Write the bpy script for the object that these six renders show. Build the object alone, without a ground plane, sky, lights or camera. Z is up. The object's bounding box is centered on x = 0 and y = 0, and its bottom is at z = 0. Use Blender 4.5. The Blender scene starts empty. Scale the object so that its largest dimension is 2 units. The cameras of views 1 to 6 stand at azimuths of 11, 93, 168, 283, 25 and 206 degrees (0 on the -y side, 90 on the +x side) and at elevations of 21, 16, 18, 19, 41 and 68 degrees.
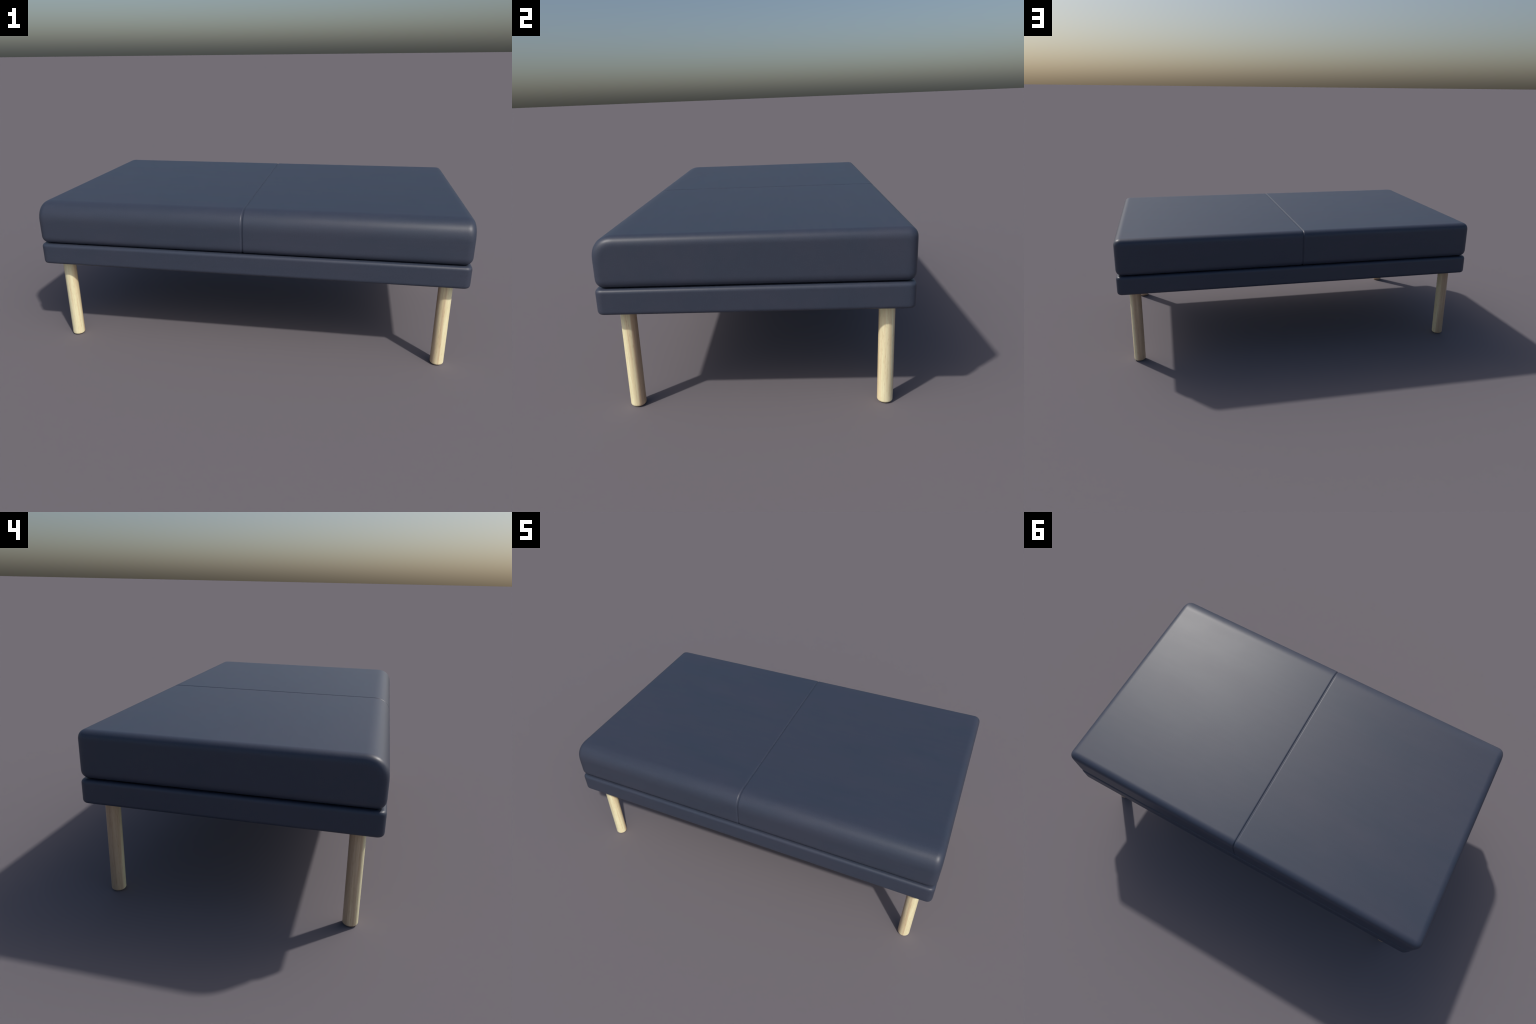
"""Two-seat leather bench: seam-split cushion on an upholstered frame, four round wooden legs."""
import bpy, math
from mathutils import Vector

# ------------------------------------------------------------------ sizes (metres)
HALF_X, HALF_Y = 1.000, 0.5905         # plan of cushion and frame
FRONT_Y = 0.5875                       # the cushion stands back a little at the front
Z_FRAME, Z_GAP, Z_TOP = 0.4212, 0.5235, 0.723
R_FRONT = 0.094                        # soft front top edge of the cushion
R_EDGE = 0.041                         # other cushion edges
R_BELLY = 0.041                        # cushion underside edges, front and back
R_SEAM, SEAM_DEPTH = 0.0100, 0.0042     # rounding of each half into the seam, groove depth
R_FRAME_EDGE, R_FRAME_CORNER = 0.018, 0.034
LEG_X, LEG_Y, LEG_R, LEG_ROUND = 0.9127, 0.4970, 0.0308, 0.010
LEG_TOP = 0.440


# ------------------------------------------------------------------ helpers
def eased_quarter(segments, ease=0.8):
    """Quarter turn from (1, 0) to (0, 1) whose curvature swells and fades like padded
    upholstery; returns [(a, b, angle)].  ease = 0 is a plain circular arc."""
    fine = 40 * segments
    turn = lambda u: (math.pi / 2) * ((1 - ease) * u + ease * u * u * (3 - 2 * u))
    a, b, pts = 0.0, 0.0, [(0.0, 0.0, 0.0)]
    for k in range(fine):
        t = turn((k + 0.5) / fine)
        a, b = a - math.sin(t) / fine, b + math.cos(t) / fine
        if (k + 1) % 40 == 0:
            pts.append((a, b, turn((k + 1) / fine)))
    size = pts[-1][1]
    return [(1 + p / size, q / size, t) for p, q, t in pts]


def rounded_polygon(corners, inset=0.0, segments=10, ease=0.8):
    """corners: (a, b, size, start_angle) of a counter-clockwise box, one soft quarter turn each.
    Returns [(a, b, normal_a, normal_b)] of the outline moved inwards by inset."""
    out = []
    quarter = eased_quarter(segments, ease)
    for a, b, r, start in corners:
        mid = start + math.pi / 4
        ca = a - r * (1 if math.cos(mid) > 0 else -1)
        cb = b - r * (1 if math.sin(mid) > 0 else -1)
        rr = max(r - inset, 1e-4)
        cs, sn = math.cos(start), math.sin(start)
        for p, q, t in quarter:
            out.append((ca + rr * (p * cs - q * sn), cb + rr * (p * sn + q * cs),
                        math.cos(start + t), math.sin(start + t)))
    return out


def box_corners(a0, a1, b0, b1, r_high_high, r_low_high, r_low_low, r_high_low):
    q = math.pi / 2
    return [(a1, b1, r_high_high, 0), (a0, b1, r_low_high, q),
            (a0, b0, r_low_low, 2 * q), (a1, b0, r_high_low, 3 * q)]


def loft_body(name, corners, low, high, r_low, r_high, place, material,
              middle=1, segments=10, arc=10, ease=0.8):
    """Sweep an outline from low to high along one axis; both ends are rounded over with
    radius r_low / r_high.  place(a, b, c) maps (outline a, outline b, sweep c) to x, y, z."""
    stations = []                                   # (sweep position, inset, lean of the normal)
    quarter = eased_quarter(arc, ease)
    for p, q, t in reversed(quarter):
        stations.append((low + r_low * (1 - q), r_low * (1 - p), -t))
    for k in range(1, middle):
        stations.append((low + r_low + (high - r_high - low - r_low) * k / middle, 0.0, 0.0))
    for p, q, t in quarter:
        stations.append((high - r_high * (1 - q), r_high * (1 - p), t))
    verts, normals, faces = [], [], []
    count = 0
    for c, inset, lean in stations:
        ring = rounded_polygon(corners, inset, segments, ease)
        count = len(ring)
        for a, b, na, nb in ring:
            verts.append(place(a, b, c))
            normals.append(Vector(place(na * math.cos(lean), nb * math.cos(lean),
                                        math.sin(lean))).normalized())
    for s in range(len(stations) - 1):
        for i in range(count):
            j = (i + 1) % count
            faces.append((s * count + i, s * count + j,
                          (s + 1) * count + j, (s + 1) * count + i))
    faces.append(tuple(reversed(range(count))))
    last = (len(stations) - 1) * count
    faces.append(tuple(range(last, last + count)))
    mesh = bpy.data.meshes.new(name)
    mesh.from_pydata(verts, [], faces)
    # make every face look outwards (place may mirror the winding)
    flip = Vector(place(1, 0, 0)).cross(Vector(place(0, 1, 0))).dot(Vector(place(0, 0, 1))) < 0
    if flip:
        mesh.flip_normals()
    mesh.polygons.foreach_set("use_smooth", [True] * len(mesh.polygons))
    mesh.update()
    mesh.normals_split_custom_set_from_vertices(normals)
    mesh.materials.append(material)
    obj = bpy.data.objects.new(name, mesh)
    bpy.context.scene.collection.objects.link(obj)
    return obj


class Nodes:
    """Small wrapper to write node materials as short statements."""
    def __init__(self, name):
        self.material = bpy.data.materials.new(name)
        self.material.use_nodes = True
        self.tree = self.material.node_tree
        self.shader = self.tree.nodes["Principled BSDF"]

    def add(self, kind, inputs=None, **props):
        node = self.tree.nodes.new(kind)
        for key, value in props.items():
            setattr(node, key, value)
        for key, value in (inputs or {}).items():
            self.feed(node.inputs[key], value)
        return node

    def feed(self, socket, value):
        if isinstance(value, bpy.types.NodeSocket):
            self.tree.links.new(value, socket)
        else:
            socket.default_value = value

    def noise(self, vector, scale, detail=4.0, rough=0.55):
        return self.add("ShaderNodeTexNoise", {"Vector": vector, "Scale": scale,
                        "Detail": detail, "Roughness": rough}).outputs["Fac"]

    def stretch(self, vector, scale):
        return self.add("ShaderNodeMapping", {"Vector": vector, "Scale": scale}).outputs["Vector"]

    def ramp(self, fac, stops):
        node = self.add("ShaderNodeValToRGB", {"Fac": fac})
        ramp = node.color_ramp
        while len(ramp.elements) < len(stops):
            ramp.elements.new(0.5)
        for element, (pos, colour) in zip(ramp.elements, stops):
            element.position, element.color = pos, (*colour, 1.0)
        return node.outputs["Color"]

    def mix(self, fac, a, b, blend="MIX"):
        node = self.add("ShaderNodeMix", data_type="RGBA", blend_type=blend)
        self.feed(node.inputs[0], fac)
        self.feed(node.inputs[6], a)
        self.feed(node.inputs[7], b)
        return node.outputs[2]


# ------------------------------------------------------------------ materials
def leather_material():
    n = Nodes("navy_leather")
    pos = n.add("ShaderNodeTexCoord").outputs["Object"]
    cloud = n.noise(n.stretch(pos, (0.8, 2.2, 2.2)), 2.3, 5.0, 0.6)      # broad, drawn along x
    streak = n.noise(n.stretch(pos, (3.0, 22.0, 22.0)), 2.0, 4.0, 0.6)   # faint brushed streaks
    grain = n.noise(pos, 260.0, 2.0, 0.6)
    base = n.ramp(cloud, [(0.32, (0.0400, 0.0525, 0.0825)), (0.66, (0.0465, 0.0545, 0.0845))])
    tint = n.ramp(streak, [(0.30, (0.96, 0.965, 0.97)), (0.70, (1.035, 1.03, 1.025))])
    colour = n.mix(1.0, base, tint, "MULTIPLY")
    speck = n.ramp(grain, [(0.30, (0.90, 0.90, 0.90)), (0.70, (1.08, 1.08, 1.08))])
    colour = n.mix(1.0, colour, speck, "MULTIPLY")
    n.feed(n.shader.inputs["Base Color"], colour)
    rough = n.add("ShaderNodeMapRange", {"Value": cloud, "From Min": 0.3, "From Max": 0.7,
                                         "To Min": 0.435, "To Max": 0.458}).outputs["Result"]
    n.feed(n.shader.inputs["Roughness"], rough)
    n.feed(n.shader.inputs["Specular IOR Level"], 0.5)
    bump = n.add("ShaderNodeBump", {"Strength": 0.06, "Distance": 0.001, "Height": grain})
    n.feed(n.shader.inputs["Normal"], bump.outputs["Normal"])
    return n.material


def wood_material():
    """Ash: pale yellow on one flank (local +x), tan on the other, fine fibres."""
    n = Nodes("pale_ash_wood")
    here = n.add("ShaderNodeTexCoord").outputs["Object"]
    shift = n.add("ShaderNodeObjectInfo").outputs["Random"]
    offset = n.add("ShaderNodeVectorMath", {0: (3.1, 1.7, 9.3)}, operation="SCALE")
    n.feed(offset.inputs["Scale"], shift)
    pos = n.add("ShaderNodeVectorMath", {0: here, 1: offset.outputs["Vector"]},
                operation="ADD").outputs["Vector"]
    band = n.noise(n.stretch(pos, (60.0, 60.0, 1.8)), 1.0, 3.0, 0.55)      # growth bands
    fibre = n.noise(n.stretch(pos, (230.0, 230.0, 7.0)), 1.0, 3.0, 0.6)    # fine fibres
    pore = n.noise(n.stretch(pos, (330.0, 330.0, 38.0)), 1.0, 2.0, 0.6)    # short pores
    # blend from tan to pale yellow across the leg, wobbled by the growth bands
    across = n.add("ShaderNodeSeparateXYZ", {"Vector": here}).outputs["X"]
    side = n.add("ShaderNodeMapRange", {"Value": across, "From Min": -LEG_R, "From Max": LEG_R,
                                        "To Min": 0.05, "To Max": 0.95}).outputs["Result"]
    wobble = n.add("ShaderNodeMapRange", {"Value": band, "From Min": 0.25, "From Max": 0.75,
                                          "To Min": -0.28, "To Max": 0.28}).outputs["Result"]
    pale_blend = n.add("ShaderNodeMath", {0: side, 1: wobble}, operation="ADD").outputs["Value"]
    base = n.ramp(pale_blend, [(0.12, (0.550, 0.380, 0.245)), (0.50, (0.720, 0.530, 0.335)),  # browns darkened for the legs' shaded sides, yellows lightened for direct sun
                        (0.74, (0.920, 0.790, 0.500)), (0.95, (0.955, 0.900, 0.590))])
    tint = n.ramp(fibre, [(0.30, (0.91, 0.86, 0.79)), (0.58, (1.03, 1.03, 1.03))])
    colour = n.mix(1.0, base, tint, "MULTIPLY")
    dark = n.ramp(pore, [(0.28, (0.84, 0.77, 0.69)), (0.44, (1.0, 1.0, 1.0))])
    colour = n.mix(0.8, colour, dark, "MULTIPLY")
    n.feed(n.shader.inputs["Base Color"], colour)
    n.feed(n.shader.inputs["Roughness"], 0.42)
    n.feed(n.shader.inputs["Specular IOR Level"], 0.5)
    bump = n.add("ShaderNodeBump", {"Strength": 0.12, "Distance": 0.001, "Height": fibre})
    n.feed(n.shader.inputs["Normal"], bump.outputs["Normal"])
    return n.material


LEATHER = leather_material()
WOOD = wood_material()

# ------------------------------------------------------------------ the bench
bench = bpy.data.objects.new("leather_bench", None)
bpy.context.scene.collection.objects.link(bench)
bench["label"] = "low navy leather bench with seamed cushion and round wooden legs"
bench["category"] = "bench"

along_x = lambda a, b, c: (c, a, b)          # outline in y-z, swept along x
along_z = lambda a, b, c: (a, b, c)          # outline in x-y, swept along z

# cushion side profile (y across, z up): only the front top edge is softly rolled
profile = box_corners(-FRONT_Y, HALF_Y, Z_GAP, Z_TOP, R_EDGE, R_FRONT, R_BELLY, R_BELLY)
SEAM_GAP = 0.0004
parts = [
    loft_body("seat_cushion", profile, -HALF_X, -SEAM_GAP, R_EDGE, R_SEAM, along_x, LEATHER,
              middle=6, segments=14, arc=12),
    loft_body("seat_cushion", profile, SEAM_GAP, HALF_X, R_SEAM, R_EDGE, along_x, LEATHER,
              middle=6, segments=14, arc=12),
]
# stitched tape that closes the bottom of the seam groove
d = SEAM_DEPTH
tape = box_corners(-FRONT_Y + d, HALF_Y - d, Z_GAP + d, Z_TOP - d,
                   R_EDGE - d, R_FRONT - d, R_BELLY - d, R_BELLY - d)
parts.append(loft_body("seam_tape", tape, -0.003, 0.003, 0.0005, 0.0005, along_x, LEATHER,
                       segments=14, arc=2))

r = R_FRAME_CORNER
plan = box_corners(-HALF_X, HALF_X, -HALF_Y, HALF_Y, r, r, r, r)
parts.append(loft_body("base_frame", plan, Z_FRAME, Z_GAP - 0.0005, R_FRAME_EDGE, R_FRAME_EDGE,
                       along_z, LEATHER, middle=2, segments=10, arc=8))

# legs share one mesh, turned about their axis to aim the lightened flank roughly at the sun
ring = box_corners(-LEG_R, LEG_R, -LEG_R, LEG_R, LEG_R, LEG_R, LEG_R, LEG_R)
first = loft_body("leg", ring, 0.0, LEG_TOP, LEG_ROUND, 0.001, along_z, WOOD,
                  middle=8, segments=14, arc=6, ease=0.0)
# (x side, y side, azimuth of the pale flank in degrees: 0 = front, 90 = right end)
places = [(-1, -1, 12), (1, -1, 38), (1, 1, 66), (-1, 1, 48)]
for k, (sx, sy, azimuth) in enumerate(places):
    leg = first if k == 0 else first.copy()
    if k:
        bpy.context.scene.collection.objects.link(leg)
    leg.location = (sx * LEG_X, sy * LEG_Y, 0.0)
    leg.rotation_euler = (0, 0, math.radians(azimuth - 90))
    parts.append(leg)

for part in parts:
    part.parent = bench
